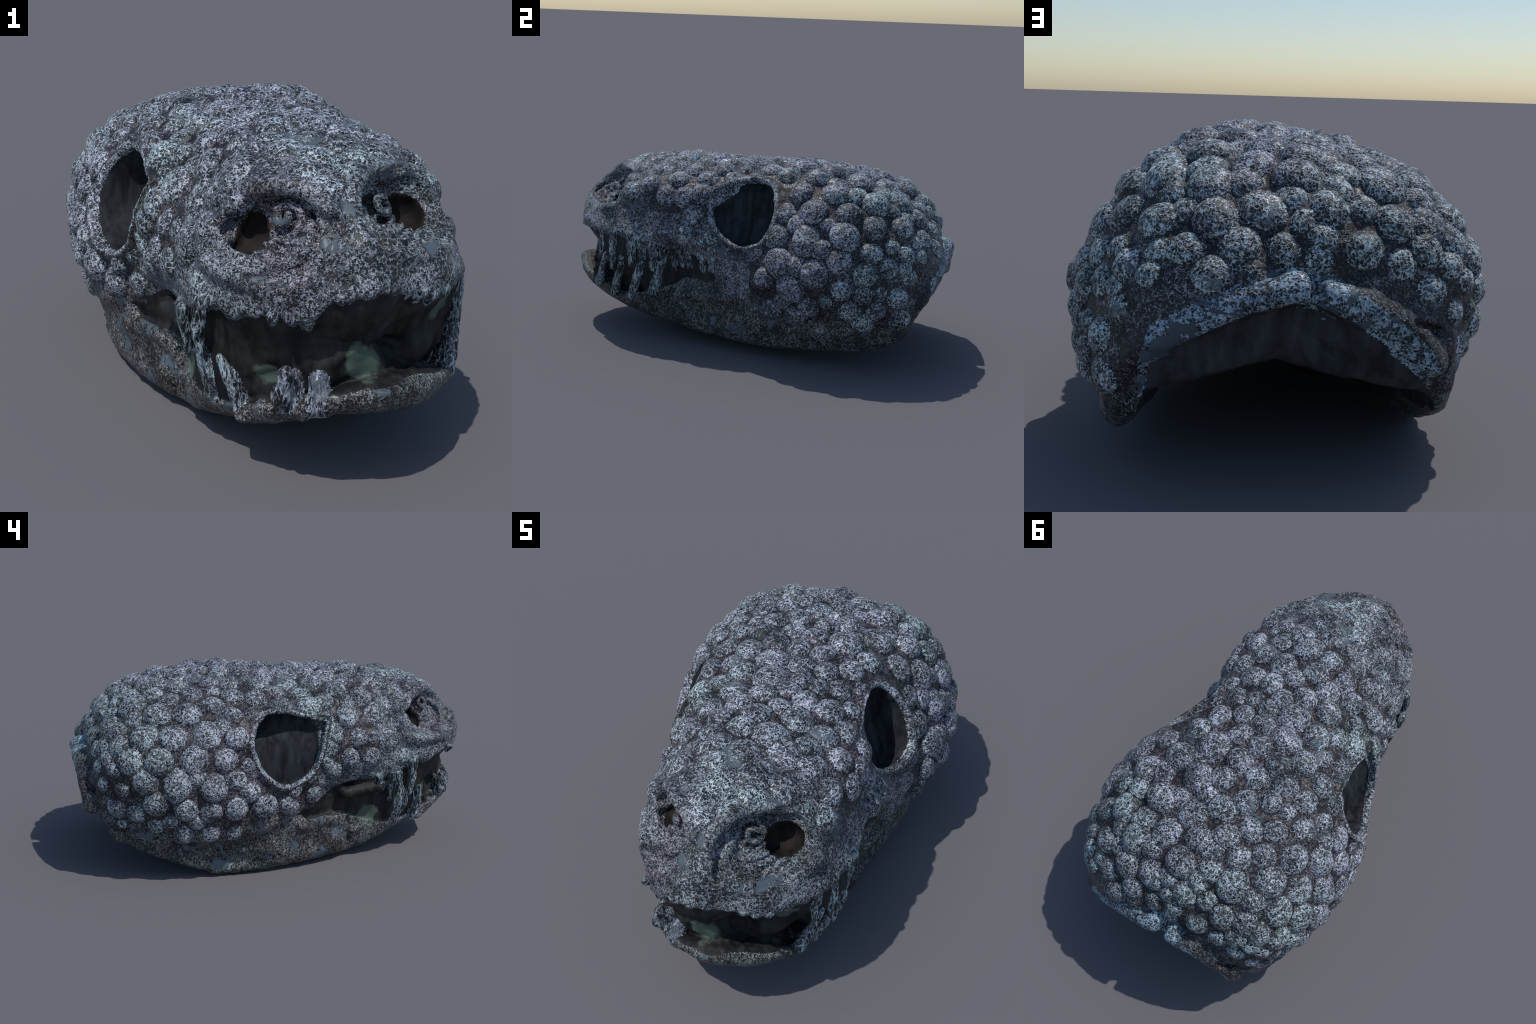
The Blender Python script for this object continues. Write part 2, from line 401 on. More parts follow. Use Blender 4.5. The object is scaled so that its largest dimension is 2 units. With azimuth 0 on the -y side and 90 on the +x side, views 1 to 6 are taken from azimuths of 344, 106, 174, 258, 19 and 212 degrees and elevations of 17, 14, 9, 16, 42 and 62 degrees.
# scales
SCALE_LIST = []
for band, rows in SCALE_ROWS.items():
    for tilt, turn, r in rows:
        p = head_point(tilt, turn)
        n = head_normal(p)
        flat = 1.0
        if p[1] < -.40: flat = .78
        if p[2] < .33: flat = .85
        r = min(max(r * 1.12, .038), .075)
        u, v, n = frame(n)
        spin = rng.uniform(0, math.pi)
        st = rng.uniform(.92, 1.10)
        a1, a2 = u*math.cos(spin)+v*math.sin(spin), -u*math.sin(spin)+v*math.cos(spin)
        radii = (r*st, r/st, r*.67*flat*rng.uniform(.9, 1.12))
        SCALE_LIST.append((p - n*.010, (a1, a2, n), radii))
# smaller scales fill the gaps that are left
taken = np.array([c for c, _, _ in SCALE_LIST])
spots = []
for tilt in np.arange(27, 166, 3.0):
    for turn in np.arange(-112, 113, 3.0):
        p = head_point(tilt, turn)
        if p[2] < .26 or p[1] < -.80 or (p[1] < -.5 and p[2] < .72): continue
        if min(np.linalg.norm(p - np.array(q)) for q in ((-.20, -.77, .70), (.17, -.74, .73))) < .165: continue
        if min(np.linalg.norm(p - left_eye.c), np.linalg.norm(p - right_eye.c)) < .225: continue
        if p[1] < -.25 and p[2] < .62 + .12*(p[0] > 0): continue
        if float(trim_value(*p)) > -.03: continue
        if p[1] > .86 and p[2] < .57: continue
        spots.append(p)
spots = np.array(spots)
gap = np.linalg.norm(spots[:, None] - taken[None], axis=2).min(1)
while gap.max() > .078:
    k = int(gap.argmax())
    p, r = spots[k], min(gap[k] - .036, .054)
    n = head_normal(p); u, v, n = frame(n)
    SCALE_LIST.append((p - n*.010, (u, v, n), (r*1.05, r, r*(.68 if p[1] > -.5 else .58))))
    gap = np.minimum(gap, np.linalg.norm(spots - p, axis=1))
for c, axes, radii in SCALE_LIST:
    blob(F, c, axes, radii, k=.0045)

# nostrils: rolled rims, bowls, scrolls and deep passages
left_bowl, right_bowl = Bowl(LEFT_BOWL, .072), Bowl(RIGHT_BOWL, .066)
for bowl, outline in ((left_bowl, LEFT_BOWL), (right_bowl, RIGHT_BOWL)):
    p = np.array(outline); p = np.vstack([p, p[:1]])
    if bowl is left_bowl: p = p[np.r_[7:13]]              # the left rim is only raised below; its brow is flush
    tube(F, smooth_path(bowl.c + (p - bowl.c)*1.08 - bowl.n*.034, 3), .026, k=.022)
blob(F, (-.320, -.585, .680), frame((-.9, -.2, .3)), (.050, .042, .032), k=.02)
blob(F, (.283, -.560, .738), frame((.8, -.3, .5)), (.050, .042, .032), k=.02)
PASSAGES = []
for bowl, passage, curl, sense in ((left_bowl, (-.278, -.680, .688), (-.165, -.755, .745), 1), (right_bowl, (.240, -.685, .725), (.135, -.735, .765), -1)):
    m = .30
    s_, (x, y, z) = window(F, bowl.c - m, bowl.c + m)
    q = np.array(curl) - bowl.c
    bowl.eye, bowl.sense = (q @ bowl.u, q @ bowl.v), sense
    F[s_] = smax(F[s_], -bowl.carve(x, y, z), .015)
    pa, pr = bowl.angle_of(passage)
    hole = bowl.on(min(pr / float(np.interp(pa, bowl.ang, bowl.rad, period=2*math.pi)), .7), pa)
    PASSAGES.append((hole - bowl.n*.01, (bowl.u, bowl.v, bowl.n)))
    blob(F, hole - bowl.n*.01, (bowl.u, bowl.v, bowl.n), (.074, .062, .056), k=.012, cut=True)

# chiselled swirls: crescent grooves, curled ridges, a rolled lip below and a heavy brow above
SWIRLS = [   # cut?, radius, path
    (True, .017, [(.208, -.632, .812), (.136, -.667, .800), (.076, -.706, .778), (.045, -.763, .762), (.031, -.814, .720), (.042, -.866, .690), (.065, -.891, .667)]),
    (True, .012, [(.128, -.728, .732), (.087, -.737, .696), (.082, -.773, .678), (.114, -.784, .650), (.167, -.766, .627)]),
    (False, .016, [(.094, -.723, .754), (.060, -.745, .723), (.053, -.803, .711), (.057, -.832, .676), (.092, -.850, .650), (.149, -.831, .624)]),
    (False, .013, [(.087, -.740, .690), (.100, -.722, .725), (.118, -.695, .745), (.146, -.690, .731), (.150, -.690, .695), (.130, -.700, .672)]),
    (False, .026, [(.084, -.905, .650), (.146, -.875, .638), (.214, -.815, .625), (.270, -.747, .620), (.320, -.703, .640), (.338, -.656, .652)]),
    (False, .030, [(-.025, -.745, .795), (-.005, -.714, .808), (.030, -.674, .820), (.084, -.636, .825), (.145, -.608, .812)]),
    (False, .034, [(.160, -.585, .798), (.198, -.548, .790), (.235, -.540, .776)]),
    (False, .030, [(.292, -.555, .738), (.305, -.580, .722)]),
    (True, .014, [(-.107, -.807, .807), (-.071, -.838, .763), (-.060, -.875, .718), (-.072, -.904, .677)]),
    (False, .015, [(-.132, -.743, .776), (-.100, -.790, .753), (-.088, -.824, .715), (-.086, -.846, .680), (-.109, -.849, .636), (-.156, -.823, .600), (-.219, -.757, .579), (-.283, -.695, .594)]),
    (True, .012, [(-.118, -.752, .762), (-.104, -.788, .732), (-.096, -.812, .690), (-.100, -.825, .655), (-.142, -.812, .612), (-.200, -.762, .590)]),
    (False, .013, [(-.133, -.763, .748), (-.110, -.786, .711), (-.105, -.796, .667), (-.129, -.799, .627), (-.176, -.770, .599)]),
    (False, .015, [(-.262, -.640, .749), (-.283, -.620, .698), (-.294, -.622, .650), (-.281, -.656, .616), (-.243, -.709, .604)]),
    (False, .013, [(-.182, -.690, .695), (-.180, -.695, .735), (-.162, -.722, .755), (-.147, -.742, .742), (-.156, -.758, .720), (-.168, -.735, .703)]),
    (False, .027, [(-.280, -.545, .732), (-.238, -.600, .770), (-.196, -.690, .803), (-.138, -.742, .810), (-.092, -.782, .793), (-.062, -.815, .763)]),
    (False, .024, [(-.335, -.635, .595), (-.307, -.713, .583), (-.262, -.795, .581), (-.191, -.822, .578), (-.134, -.863, .607)]),
    (False, .030, [(-.130, -.655, .805), (-.060, -.600, .846), (.020, -.585, .848)]),       # wavy folds over the snout
    (False, .030, [(.070, -.545, .852), (.140, -.520, .844), (.210, -.470, .832)]),
    (False, .024, [(-.110, -.725, .795), (-.060, -.690, .822), (-.020, -.660, .836)]),
]


def settle(path, n):
    """Drop the points of a path along -n on to the surface carved so far, evening out jumps."""
    drop = []
    for p in path:
        t = np.arange(.06, -.10, -.003)
        q = p + t[:, None]*n
        i = np.clip(((q - LO) / CELL).round().astype(int), 0, np.array(F.shape) - 1)
        hit = np.nonzero(F[i[:, 0], i[:, 1], i[:, 2]] < 0)[0]
        drop.append(t[hit[0]] if len(hit) else 0.0)
    drop = np.array(drop)
    drop = np.array([np.median(drop[max(k-2, 0):k+3]) for k in range(len(drop))])
    return path + drop[:, None]*n


settled = []
for cut, r, path in SWIRLS:
    bowl = left_bowl if path[0][0] < 0 else right_bowl
    curve = smooth_path(path)
    settled.append((cut, r, curve if r > .016 else settle(curve, bowl.n)))
for cut, r, curve in settled:
    tube(F, curve, r, k=.010, cut=cut)
for bowl, curl, sense in ((left_bowl, (-.185, -.755, .742), -1), (right_bowl, (.135, -.735, .765), 1)):
    ca, cr = bowl.angle_of(curl)
    c = bowl.on(min(cr / float(np.interp(ca, bowl.ang, bowl.rad, period=2*math.pi)), .8), ca, .022)
    ring = []
    for t in np.linspace(0, 1, 26):              # a scroll that unrolls into the bowl
        a = math.pi*.1 + sense*t*2*math.pi*1.25
        rr = .017 + .040*t*t
        ring.append(c + rr*(math.cos(a)*bowl.u + math.sin(a)*bowl.v) - bowl.n*.028*t)
    tube(F, ring, np.linspace(.010, .015, 26), k=.010)

# seam between the nostrils
tube(F, smooth_path([(-.01, -.90, .75), (-.02, -.955, .69), (-.01, -.995, .62)]), .012, k=.02, cut=True)

# belly and rear hollow
arch = arch_height(AX[0][:, None], AX[1][None, :])[:, :, None].astype(np.float32)
F = smax(F, (arch - GZ)*.8, .02)
F = np.maximum(F, -GZ)

# openings through the shell
skin = smax(head, trim_value(GX, GY, GZ).astype(np.float32), .02)
for eye, near, far in ((left_eye, .008, .130), (right_eye, .010, .110)):
    d, w = eye.value(GX, GY, GZ)
    depth = near + (far - near)*np.clip((GY + .13)/.32, 0, 1) - .040*np.clip((GZ - .68)/.1, 0, 1)
    F = smax(F, -smax(d.astype(np.float32), np.maximum(np.abs(w) - .2, -(skin + depth)).astype(np.float32), .012), .014)
ang = np.degrees(np.arctan2(AX[0][:, None], -(AX[1][None, :] + .35)))
jag = .004*np.sin(ang*.55+1) + .004*np.sin(ang*1.1)
top = (np.interp(ang, LIP_ANGLE_UP, LIP_UP) + jag)[:, :, None]
low = np.interp(ang, LIP_ANGLE_LO, LIP_LO)[:, :, None]
gape = np.maximum(low - GZ, GZ - top).astype(np.float32)
gape = np.maximum(gape, (np.abs(ang) - 127)[:, :, None].astype(np.float32) * .01)
rise = np.clip((GZ - low) / np.maximum(top - low, .02), 0, 1)
deep = np.interp(ang, GAPE_ANGLE, GAPE_FLOOR)[:, :, None]*(1-rise) + np.interp(ang, GAPE_ANGLE, GAPE_TOP)[:, :, None]*rise
deep = deep.astype(np.float32)
gape = smax(gape, -(skin + deep), .02)
F = smax(F, -gape*.9, .016)
del gape, top, low, rise, deep

# thin skin that bulges out in the left gape
tube(F, smooth_path([(-.370, -.45, .36), (-.372, -.36, .355), (-.380, -.27, .34)]), .026, k=.04)

# jaw rim, teeth
tube(F, smooth_path([(-.26, -.70, .165), (-.185, -.80, .21), (-.10, -.90, .275), (0, -.93, .300), (.10, -.91, .305), (.21, -.855, .28), (.30, -.775, .245)]), .024, k=.03)
for t in np.linspace(-30, 33, 30):       # crusty edge of the lower lip
    al = math.radians(t + rng.uniform(-1, 1)); rr = .555 - .0011*t*t*.1 + rng.uniform(-.03, .02)
    q = np.array([math.sin(al)*rr, -.35 - math.cos(al)*rr, np.interp(t, LIP_ANGLE_LO, LIP_LO) - .012])
    blob(F, q, frame(rng.normal(size=3)), rng.uniform(.014, .032, 3), k=.010)
TOOTH_LIST = []
for row in TEETH.values():
    for a, b, c, r in row:
        pts = smooth_path([a, b, c], 4)
        over = np.array([float(trim_value(*p)) for p in pts]) + np.where(np.array(pts)[:, 0] > 0, .020, .012)
        pts[:, 0] -= np.sign(pts[:, 0]) * np.maximum(over, 0)
        TOOTH_LIST.append((pts, np.linspace(r*1.08, r*.5, len(pts))))
for a, b, r0, r1 in CHIN_TEETH:
    TOOTH_LIST.append((np.array([a, b]), np.array([r0, r1])))
for pts, rad in TOOTH_LIST:
    tube(F, pts, rad, k=.012)
for a in np.arange(-24, 42, 4.4):              # stubs and pits along the front of the upper lip
    if -9 < a < -2: continue
    al = math.radians(a); rr = .570 if abs(a) < 25 else .485
    zt = np.interp(a, LIP_ANGLE_UP, LIP_UP)
    q = np.array([math.sin(al)*rr, -.35 - math.cos(al)*rr, zt + .005])
    hgt = rng.uniform(.012, .034)
    pts = np.array([q, q*np.array([.97, .985, 1]) - np.array([0, 0, hgt])])
    TOOTH_LIST.append((pts, np.array([.017, .009])))
    tube(F, *TOOTH_LIST[-1], k=.012)

# ------------------------------------------------------------------ polygonise (surface nets)
print("mesh ...")


def surface_nets(F):
    S = F < 0
    nx, ny, nz = F.shape
    cnt = np.zeros((nx-1, ny-1, nz-1), np.int8)
    for i in (0, 1):
        for j in (0, 1):
            for k in (0, 1):
                cnt += S[i:nx-1+i, j:ny-1+j, k:nz-1+k]
    cells = np.argwhere((cnt > 0) & (cnt < 8))
    index = np.full(cnt.shape, -1, np.int32)
    index[tuple(cells.T)] = np.arange(len(cells))
    pos, num = np.zeros((len(cells), 3)), np.zeros(len(cells))
    corners = [(i, j, k) for i in (0, 1) for j in (0, 1) for k in (0, 1)]
    val = {c: F[cells[:, 0]+c[0], cells[:, 1]+c[1], cells[:, 2]+c[2]].astype(float) for c in corners}
    for c in corners:
        for ax in range(3):
            if c[ax]: continue
            d = list(c); d[ax] = 1; d = tuple(d)
            a, b = val[c], val[d]
            x = (a < 0) != (b < 0)
            t = a[x] / (a[x] - b[x])
            q = np.tile(np.array(c, float), (x.sum(), 1)); q[:, ax] += t
            pos[x] += q; num[x] += 1
    V = LO + (cells + pos / num[:, None]) * CELL
    quads = []
    for ax in range(3):
        a1, a2 = [(1, 2), (2, 0), (0, 1)][ax]
        sl0 = [slice(1, -1)]*3; sl1 = [slice(1, -1)]*3
        sl0[ax] = slice(0, -1); sl1[ax] = slice(1, None)
        A, B = S[tuple(sl0)], S[tuple(sl1)]
        e = np.argwhere(A != B)
        inside_first = A[tuple(e.T)]
        base = e.copy()
        for k in range(3):
            if k != ax: base[:, k] += 1
        def at(o1, o2):
            q = base.copy(); q[:, a1] += o1; q[:, a2] += o2
            return index[tuple(q.T)]
        q = np.stack([at(-1, -1), at(0, -1), at(0, 0), at(-1, 0)], 1)
        q[~inside_first] = q[~inside_first][:, ::-1]
        quads.append(q)
    return V, np.vstack(quads)


V, Q = surface_nets(F)
ok = (Q >= 0).all(1); Q = Q[ok]
# keep the largest connected piece
lab = np.arange(len(V))
for _ in range(400):
    m = lab[Q].min(1)
    new = lab.copy()
    np.minimum.at(new, Q.ravel(), np.repeat(m, 4))
    new = new[new]
    if (new == lab).all(): break
    lab = new
main = np.bincount(lab[Q[:, 0]]).argmax()
Q = Q[lab[Q[:, 0]] == main]
used = np.unique(Q); remap = np.full(len(V), -1); remap[used] = np.arange(len(used))
V, Q = V[used], remap[Q]


def vertex_normals(V, Q):
    n = np.cross(V[Q[:, 2]] - V[Q[:, 0]], V[Q[:, 3]] - V[Q[:, 1]])
    N = np.zeros_like(V)
    for k in range(4): np.add.at(N, Q[:, k], n)
    return N / np.maximum(np.linalg.norm(N, axis=1, keepdims=True), 1e-12)


def lattice_noise(P, size, seed):
    """Smooth value noise in [-1, 1] at points P."""
    r = np.random.default_rng(seed).uniform(-1, 1, (64, 64, 64))
    q = P / size + 100.0
    i = np.floor(q).astype(int); t = q - i; t = t*t*(3-2*t)
    out = 0.0
    for a in (0, 1):
        for b in (0, 1):
            for c in (0, 1):
                w = (t[:, 0] if a else 1-t[:, 0])*(t[:, 1] if b else 1-t[:, 1])*(t[:, 2] if c else 1-t[:, 2])
                out = out + w*r[(i[:, 0]+a) % 64, (i[:, 1]+b) % 64, (i[:, 2]+c) % 64]
    return out


SMOOTH = V.copy()            # regions are told apart before the relief is added
# relief: uneven bone surface
N = vertex_normals(V, Q)
depth_in = np.maximum(head_value(V[:, 0], V[:, 1], V[:, 2]), trim_value(V[:, 0], V[:, 1], V[:, 2]))
outside = np.clip((depth_in + .06) / .03, 0, 1)
V = V + N * (outside * (.0030*lattice_noise(V, .055, 1) + .0026*lattice_noise(V, .022, 2)) + .008*(1-outside)*lattice_noise(V, .10, 3))[:, None]
N = vertex_normals(V, Q)

# place in the frame: centred, on the ground, 2 m long
lo, hi = V.min(0), V.max(0)
print("raw extent", lo, hi)
shift = np.array([-(lo[0]+hi[0])/2, -(lo[1]+hi[1])/2, -lo[2]])
FIT = 2.0 / (hi[1]-lo[1])

# ------------------------------------------------------------------ regions
C = SMOOTH[Q].mean(1)
part = np.full(len(Q), -1)
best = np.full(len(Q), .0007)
order = np.argsort(C[:, 0]); xs = C[order, 0]


def near(lo_x, hi_x):
    return order[np.searchsorted(xs, lo_x):np.searchsorted(xs, hi_x)]


KINDS, IDS = [], []
def claim(kind, value, c, m, offset):
    ids = near(c[0]-m, c[0]+m)
    p = C[ids]
    ids = ids[(np.abs(p[:, 1]-c[1]) < m) & (np.abs(p[:, 2]-c[2]) < m)]
    if not len(ids): return
    p = C[ids]
    d = value(p[:, 0], p[:, 1], p[:, 2]) + offset
    w = d < best[ids]
    part[ids[w]] = len(KINDS); best[ids[w]] = d[w]
    KINDS.append(kind)


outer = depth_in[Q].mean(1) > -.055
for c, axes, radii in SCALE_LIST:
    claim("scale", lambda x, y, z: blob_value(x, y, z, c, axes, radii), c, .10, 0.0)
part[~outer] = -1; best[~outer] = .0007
for pts, rad in TOOTH_LIST:
    c = pts.mean(0)
    claim("tooth", lambda x, y, z: tube_value(x, y, z, pts, rad), c, .16, -.006)
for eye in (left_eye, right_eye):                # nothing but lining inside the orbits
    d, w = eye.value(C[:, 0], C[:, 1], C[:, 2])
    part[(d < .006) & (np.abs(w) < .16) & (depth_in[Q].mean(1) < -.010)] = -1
rest = part < 0
aC = np.degrees(np.arctan2(C[:, 0], -(C[:, 1]+.35)))
mid = .5*(np.interp(aC, LIP_ANGLE_UP, LIP_UP) + np.interp(aC, LIP_ANGLE_LO, LIP_LO))
jaw_line = np.where(np.abs(aC) < 127, mid, .30 - .06*np.clip((C[:, 1]-.05)/.4, 0, 1))
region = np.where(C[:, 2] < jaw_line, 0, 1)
din = depth_in[Q].mean(1)
bare = (C[:, 1] < -.44) | ((C[:, 1] < -.12 + .25*(C[:, 0] > 0)) & (C[:, 2] < .50 + .16*(C[:, 0] > 0))) | (C[:, 2] < .22)
region[(region == 1) & bare] = 8
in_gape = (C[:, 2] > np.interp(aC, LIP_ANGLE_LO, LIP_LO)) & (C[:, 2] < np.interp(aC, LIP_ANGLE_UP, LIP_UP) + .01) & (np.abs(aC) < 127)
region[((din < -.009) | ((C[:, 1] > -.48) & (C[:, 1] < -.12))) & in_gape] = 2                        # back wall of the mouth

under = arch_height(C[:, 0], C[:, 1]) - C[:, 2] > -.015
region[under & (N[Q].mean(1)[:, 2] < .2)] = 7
rim_z = np.interp(C[:, 0], RIM_X, RIM_Z)
membrane = (C[:, 1] > .8) & (C[:, 2] < rim_z - .004) & (np.abs(C[:, 0] - .01) < .37) & ((N[Q].mean(1)[:, 2] < .15) | (C[:, 2] < rim_z - .02))
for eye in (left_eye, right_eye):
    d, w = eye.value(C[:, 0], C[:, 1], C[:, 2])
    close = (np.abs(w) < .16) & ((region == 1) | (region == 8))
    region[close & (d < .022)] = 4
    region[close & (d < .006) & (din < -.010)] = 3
for bowl in (left_bowl, right_bowl):
    d, w = bowl.value(C[:, 0], C[:, 1], C[:, 2])
    region[(d < .018) & (w > -.25) & (w < .06) & (C[:, 1] < -.5) & (region != 0) & (region != 2)] = 5
for c, axes in PASSAGES:
    near_hole = blob_value(C[:, 0], C[:, 1], C[:, 2], c, axes, (.074, .062, .056)) < .006
    region[near_hole & (din < -.050)] = 9
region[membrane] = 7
region[(C[:, 1] > .90) & (C[:, 2] < rim_z + .10) & (np.abs(C[:, 0]) < .40) & (region == 1)] = 6
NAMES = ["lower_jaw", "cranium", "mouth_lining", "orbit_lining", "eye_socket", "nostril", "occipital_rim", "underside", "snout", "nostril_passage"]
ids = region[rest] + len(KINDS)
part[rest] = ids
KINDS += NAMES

V = (V + shift) * FIT

# ------------------------------------------------------------------ materials
class Nodes:
    def __init__(self, name):
        self.m = bpy.data.materials.new(name); self.m.use_nodes = True
        self.t = self.m.node_tree; self.t.nodes.clear()

    def new(self, kind, **kw):
        n = self.t.nodes.new(kind)
        for k, v in kw.items():
            if k.startswith("in_"):
                key = k[3:]
                n.inputs[int(key) if key.isdigit() else key].default_value = v
            else:
                setattr(n, k, v)
        return n

    def link(self, a, b): self.t.links.new(a, b)

    def noise(self, vec, scale, detail=3.0, rough=.55, distort=0.0):
        n = self.new("ShaderNodeTexNoise")
        n.inputs["Scale"].default_value = scale; n.inputs["Detail"].default_value = detail
        n.inputs["Roughness"].default_value = rough; n.inputs["Distortion"].default_value = distort
        self.link(vec, n.inputs["Vector"])
        return n

    def ramp(self, fac, stops):
        n = self.new("ShaderNodeValToRGB")
        el = n.color_ramp.elements
        while len(el) < len(stops): el.new(.5)
        for e, (p, c) in zip(el, stops):
            e.position = p
            e.color = (c, c, c, 1) if np.isscalar(c) else (*c, 1)
        self.link(fac, n.inputs["Fac"])
        return n.outputs["Color"]

    def math(self, op, a, b=None, clamp=False):
        n = self.new("ShaderNodeMath", operation=op, use_clamp=clamp)
        for i, v in enumerate((a, b)):
            if v is None: continue
            if np.isscalar(v): n.inputs[i].default_value = v
            else: self.link(v, n.inputs[i])
        return n.outputs[0]

    def mix(self, fac, a, b):
        n = self.new("ShaderNodeMix", data_type="RGBA")
        for s, v in ((n.inputs[0], fac), (n.inputs[6], a), (n.inputs[7], b)):
            if hasattr(v, "is_linked"): self.link(v, s)
            elif np.isscalar(v): s.default_value = v
            else: s.default_value = (*v, 1)
        return n.outputs[2]


def bone(name, threads=.5, pits=.5, dark=(.010, .010, .012), mid=(.080, .086, .104), light=(.74, .80, .86), tint_a=(.135, .115, .16), tint_b=(.125, .20, .22),
         hue_drift=.42, patch=.30, patch_col=(.085, .112, .14), streak=0.0, net=100.0, relief=.8, rough=.40):
    """Blackened bone: mid-grey ground drifting in hue, dark pits, a pale crust of fine threads round them, smooth worn islands."""
    w = Nodes(name)
    co = w.new("ShaderNodeTexCoord").outputs["Object"]
    if streak:
        mp = w.new("ShaderNodeMapping"); mp.inputs["Scale"].default_value = (1, 1, 1 - streak)
        w.link(co, mp.inputs["Vector"]); co_s = mp.outputs[0]
    else:
        co_s = co
    wob = w.noise(co_s, 60, 2.5)                      # wobble so that the pits are not clean cells
    sub = w.new("ShaderNodeVectorMath", operation="MULTIPLY_ADD")
    w.link(wob.outputs["Color"], sub.inputs[0]); sub.inputs[1].default_value = (.024,)*3; w.link(co_s, sub.inputs[2])
    warped = sub.outputs[0]
    fine = w.noise(co_s, 230, 2.0, .6).outputs["Fac"]
    drift = w.noise(co, 8, 3.0, .6).outputs["Fac"]
    hue = w.noise(co, 3.4, 3.0).outputs["Fac"]
    cell = w.new("ShaderNodeTexVoronoi", feature="F1"); cell.inputs["Scale"].default_value = net
    w.link(warped, cell.inputs["Vector"])
    rnd = w.new("ShaderNodeSeparateColor"); w.link(cell.outputs["Color"], rnd.inputs[0])
    edge = w.new("ShaderNodeTexVoronoi", feature="DISTANCE_TO_EDGE"); edge.inputs["Scale"].default_value = net
    w.link(warped, edge.inputs["Vector"])
    worm = w.math("ABSOLUTE", w.math("SUBTRACT", w.noise(warped, net*.62, 1.5, .5).outputs["Fac"], .5))
    # dark pits, larger in some places than in others
    size = w.math("ADD", w.math("MULTIPLY", rnd.outputs[0], .62), w.math("MULTIPLY", w.math("SUBTRACT", .5, drift), .55))
    pv = w.math("ADD", w.math("SUBTRACT", size, cell.outputs["Distance"]), w.math("MULTIPLY", w.math("SUBTRACT", fine, .5), .7))
    pit = w.ramp(w.math("ADD", pv, pits + .185), [(.40, 0.0), (.58, 1.0)])
    # pale threads: rims of the pits and loose worms
    tv = w.math("MINIMUM", w.math("MULTIPLY", edge.outputs["Distance"], 1.0), w.math("MULTIPLY", worm, 2.2))
    tv = w.math("ADD", tv, w.math("MULTIPLY", w.math("SUBTRACT", fine, .5), .35))
    tv = w.math("SUBTRACT", tv, w.math("MULTIPLY", w.math("SUBTRACT", drift, .5), .30))
    thread = w.ramp(w.math("SUBTRACT", .41 + threads*.22, w.math("MULTIPLY", tv, 1.6)), [(.34, 0.0), (.50, 1.0)])
    ground = w.mix(w.ramp(hue, [(.36, 0.0), (.5, .5), (.64, 1.0)]), tint_a, tint_b)
    ground = w.mix(w.ramp(w.noise(co, 15, 3).outputs["Fac"], [(.35, 0.0), (.65, 1.0)]), ground, mid)
    shade = w.mix(w.ramp(w.noise(co, 1.8, 2.5).outputs["Fac"], [(.38, 0.0), (.5, .5), (.62, 1.0)]), (.80, .76, 1.0), (.72, 1.0, .97))
    pale = w.new("ShaderNodeMix", data_type="RGBA", blend_type="MULTIPLY"); pale.inputs[0].default_value = hue_drift
    pale.inputs[6].default_value = (*light, 1); w.link(shade, pale.inputs[7]); pale = w.mix(.15, pale.outputs[2], ground)
    col = w.mix(pit, ground, dark)
    col = w.mix(w.math("MULTIPLY", thread, w.math("SUBTRACT", 1.0, w.math("MULTIPLY", pit, .75))), col, pale)
    # worn smooth blue-grey islands with crisp edges
    isl = w.noise(co, 11, 4.0, .6, .6).outputs["Fac"]
    pm = w.math("MULTIPLY", w.ramp(isl, [(.68 - patch*.14, 0.0), (.695 - patch*.14, 1.0)]), min(1.0, patch*2.4))
    pcol = w.mix(fine, tuple(.8*c for c in patch_col), tuple(1.25*c for c in patch_col))
    col = w.mix(pm, col, pcol)
    bs = w.new("ShaderNodeBsdfPrincipled")
    w.link(col, bs.inputs["Base Color"])
    bs.inputs["Roughness"].default_value = rough
    bs.inputs["Specular IOR Level"].default_value = .4
    h = w.math("MULTIPLY", w.math("ADD", w.math("MULTIPLY", thread, .5), w.math("SUBTRACT", 1.0, pit)), w.math("SUBTRACT", 1.0, pm))
    bump = w.new("ShaderNodeBump"); bump.inputs["Strength"].default_value = relief; bump.inputs["Distance"].default_value = .004
    w.link(h, bump.inputs["Height"]); w.link(bump.outputs[0], bs.inputs["Normal"])
    out = w.new("ShaderNodeOutputMaterial"); w.link(bs.outputs[0], out.inputs[0])
    return w.m


def dull(name, a, b, scale=6.0, stretch=(1, 1, 1), rough=.8):
    """Plain dark stone-like surface with faint runs."""
    w = Nodes(name)
    co = w.new("ShaderNodeTexCoord").outputs["Object"]
    mp = w.new("ShaderNodeMapping"); mp.inputs["Scale"].default_value = stretch
    w.link(co, mp.inputs["Vector"])
    n = w.noise(mp.outputs[0], scale, 5.0, .6)
    col = w.mix(w.ramp(n.outputs["Fac"], [(.38, 0.0), (.66, 1.0)]), a, b)
    bs = w.new("ShaderNodeBsdfPrincipled"); w.link(col, bs.inputs["Base Color"])
    bs.inputs["Roughness"].default_value = rough; bs.inputs["Specular IOR Level"].default_value = .2
    bump = w.new("ShaderNodeBump"); bump.inputs["Strength"].default_value = .4; bump.inputs["Distance"].default_value = .01
    w.link(n.outputs["Fac"], bump.inputs["Height"]); w.link(bump.outputs[0], bs.inputs["Normal"])
    out = w.new("ShaderNodeOutputMaterial"); w.link(bs.outputs[0], out.inputs[0])
    return w.m


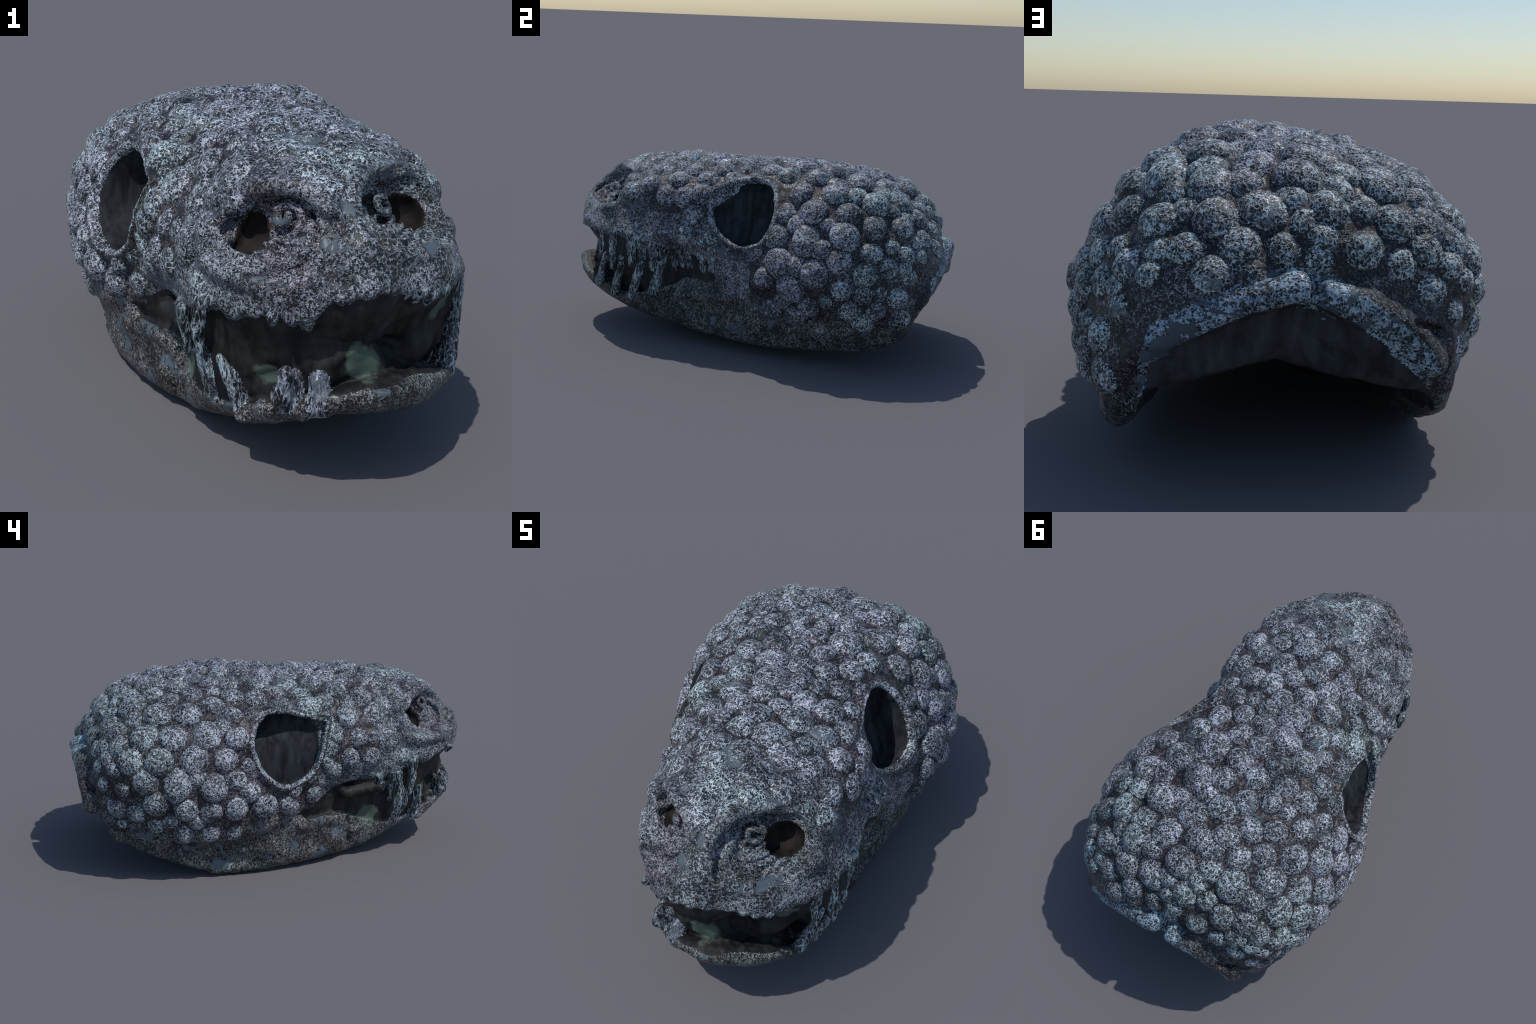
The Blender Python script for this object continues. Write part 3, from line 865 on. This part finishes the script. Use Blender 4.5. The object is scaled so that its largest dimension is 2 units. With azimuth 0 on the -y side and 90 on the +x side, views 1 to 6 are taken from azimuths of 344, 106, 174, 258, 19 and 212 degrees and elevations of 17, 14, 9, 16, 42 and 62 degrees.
def mouth_lining():
    """Near-black lining with vertical runs and a few grey-green patches."""
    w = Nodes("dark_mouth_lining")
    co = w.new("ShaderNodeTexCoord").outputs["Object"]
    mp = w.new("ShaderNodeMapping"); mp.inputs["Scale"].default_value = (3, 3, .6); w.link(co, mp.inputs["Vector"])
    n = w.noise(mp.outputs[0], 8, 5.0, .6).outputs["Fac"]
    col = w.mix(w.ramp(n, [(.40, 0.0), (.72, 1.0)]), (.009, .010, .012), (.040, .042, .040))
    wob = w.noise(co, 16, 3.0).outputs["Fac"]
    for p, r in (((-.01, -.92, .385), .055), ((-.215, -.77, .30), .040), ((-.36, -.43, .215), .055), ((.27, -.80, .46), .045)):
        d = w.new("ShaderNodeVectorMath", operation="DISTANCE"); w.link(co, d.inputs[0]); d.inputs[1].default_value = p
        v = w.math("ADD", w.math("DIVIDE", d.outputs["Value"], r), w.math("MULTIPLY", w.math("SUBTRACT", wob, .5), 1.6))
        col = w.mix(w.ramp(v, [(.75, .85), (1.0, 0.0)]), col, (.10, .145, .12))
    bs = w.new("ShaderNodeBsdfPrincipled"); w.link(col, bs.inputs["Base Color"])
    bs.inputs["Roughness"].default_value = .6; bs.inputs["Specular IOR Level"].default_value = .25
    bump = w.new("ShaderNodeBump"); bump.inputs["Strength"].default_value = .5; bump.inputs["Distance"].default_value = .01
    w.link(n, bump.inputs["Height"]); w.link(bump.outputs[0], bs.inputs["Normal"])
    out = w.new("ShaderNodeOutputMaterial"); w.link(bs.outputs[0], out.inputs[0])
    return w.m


MATERIAL = {
    "scale": bone("pitted_scale_bone", threads=.56),
    "cranium": bone("skull_bone", threads=.20, pits=.60, light=(.42, .40, .44), mid=(.060, .052, .060), tint_a=(.070, .050, .060), tint_b=(.06, .08, .085)),  # darkened to bake occlusion shade into the creases between scales
    "snout": bone("snout_bone", threads=.45, light=(.56, .58, .64), mid=(.105, .105, .12), patch=.45, net=112),
    "lower_jaw": bone("jaw_bone", threads=.36, light=(.42, .42, .40), mid=(.055, .053, .052), tint_a=(.060, .054, .048), tint_b=(.07, .09, .095), patch=.6, streak=.35, net=120),
    "tooth": bone("tooth_bone", threads=.55, light=(.56, .64, .68), streak=.7, patch=.3),
    "eye_socket": bone("socket_bone", threads=.62, pits=.48, patch=.3),
    "nostril": bone("nostril_bone", light=(.54, .56, .62), mid=(.15, .14, .16), tint_a=(.17, .125, .13), patch=.6, net=130),
    "occipital_rim": bone("crusted_rim_bone", threads=.62, pits=.44, light=(.52, .64, .76), mid=(.15, .20, .26), tint_b=(.15, .21, .28), tint_a=(.14, .17, .23), patch=.60, patch_col=(.06, .085, .11)),
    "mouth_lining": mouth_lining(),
    "nostril_passage": dull("brown_nostril_passage", (.010, .009, .009), (.042, .031, .028), 14),
    "orbit_lining": dull("dark_orbit_bone", (.012, .014, .018), (.045, .052, .060), 9, (3, 3, .6)),  # dark blue-grey wall of the shallow eye pockets
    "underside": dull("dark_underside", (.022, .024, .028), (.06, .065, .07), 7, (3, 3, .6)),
}


# ------------------------------------------------------------------ objects
root = bpy.data.objects.new("lizard_skull", None)
bpy.context.collection.objects.link(root)
root["label"] = "dark weathered lizard skull with pebbled scales and gaping jaws"
root["category"] = "skull"

made = {}
sort = np.argsort(part, kind="stable")
edges = np.searchsorted(part[sort], np.arange(len(KINDS)+1))
for k, kind in enumerate(KINDS):
    q = Q[sort[edges[k]:edges[k+1]]]
    if len(q) < 4: continue
    vid, inv = np.unique(q, return_inverse=True)
    inv = inv.reshape(-1)
    me = bpy.data.meshes.new(kind)
    me.vertices.add(len(vid)); me.vertices.foreach_set("co", V[vid].astype(np.float32).ravel())
    me.loops.add(len(inv)); me.loops.foreach_set("vertex_index", inv.astype(np.int32))
    me.polygons.add(len(q))
    me.polygons.foreach_set("loop_start", np.arange(0, len(inv), 4, dtype=np.int32))
    me.update(calc_edges=True)
    me.polygons.foreach_set("use_smooth", np.ones(len(q), bool))
    me.normals_split_custom_set_from_vertices(N[vid].tolist())
    me.materials.append(MATERIAL[kind])
    ob = bpy.data.objects.new(kind, me)
    bpy.context.collection.objects.link(ob)
    made.setdefault(kind, []).append(ob)
for kind, obs in made.items():
    for ob in obs:
        ob.parent = root
print({k: len(v) for k, v in made.items()}, "faces", len(Q))
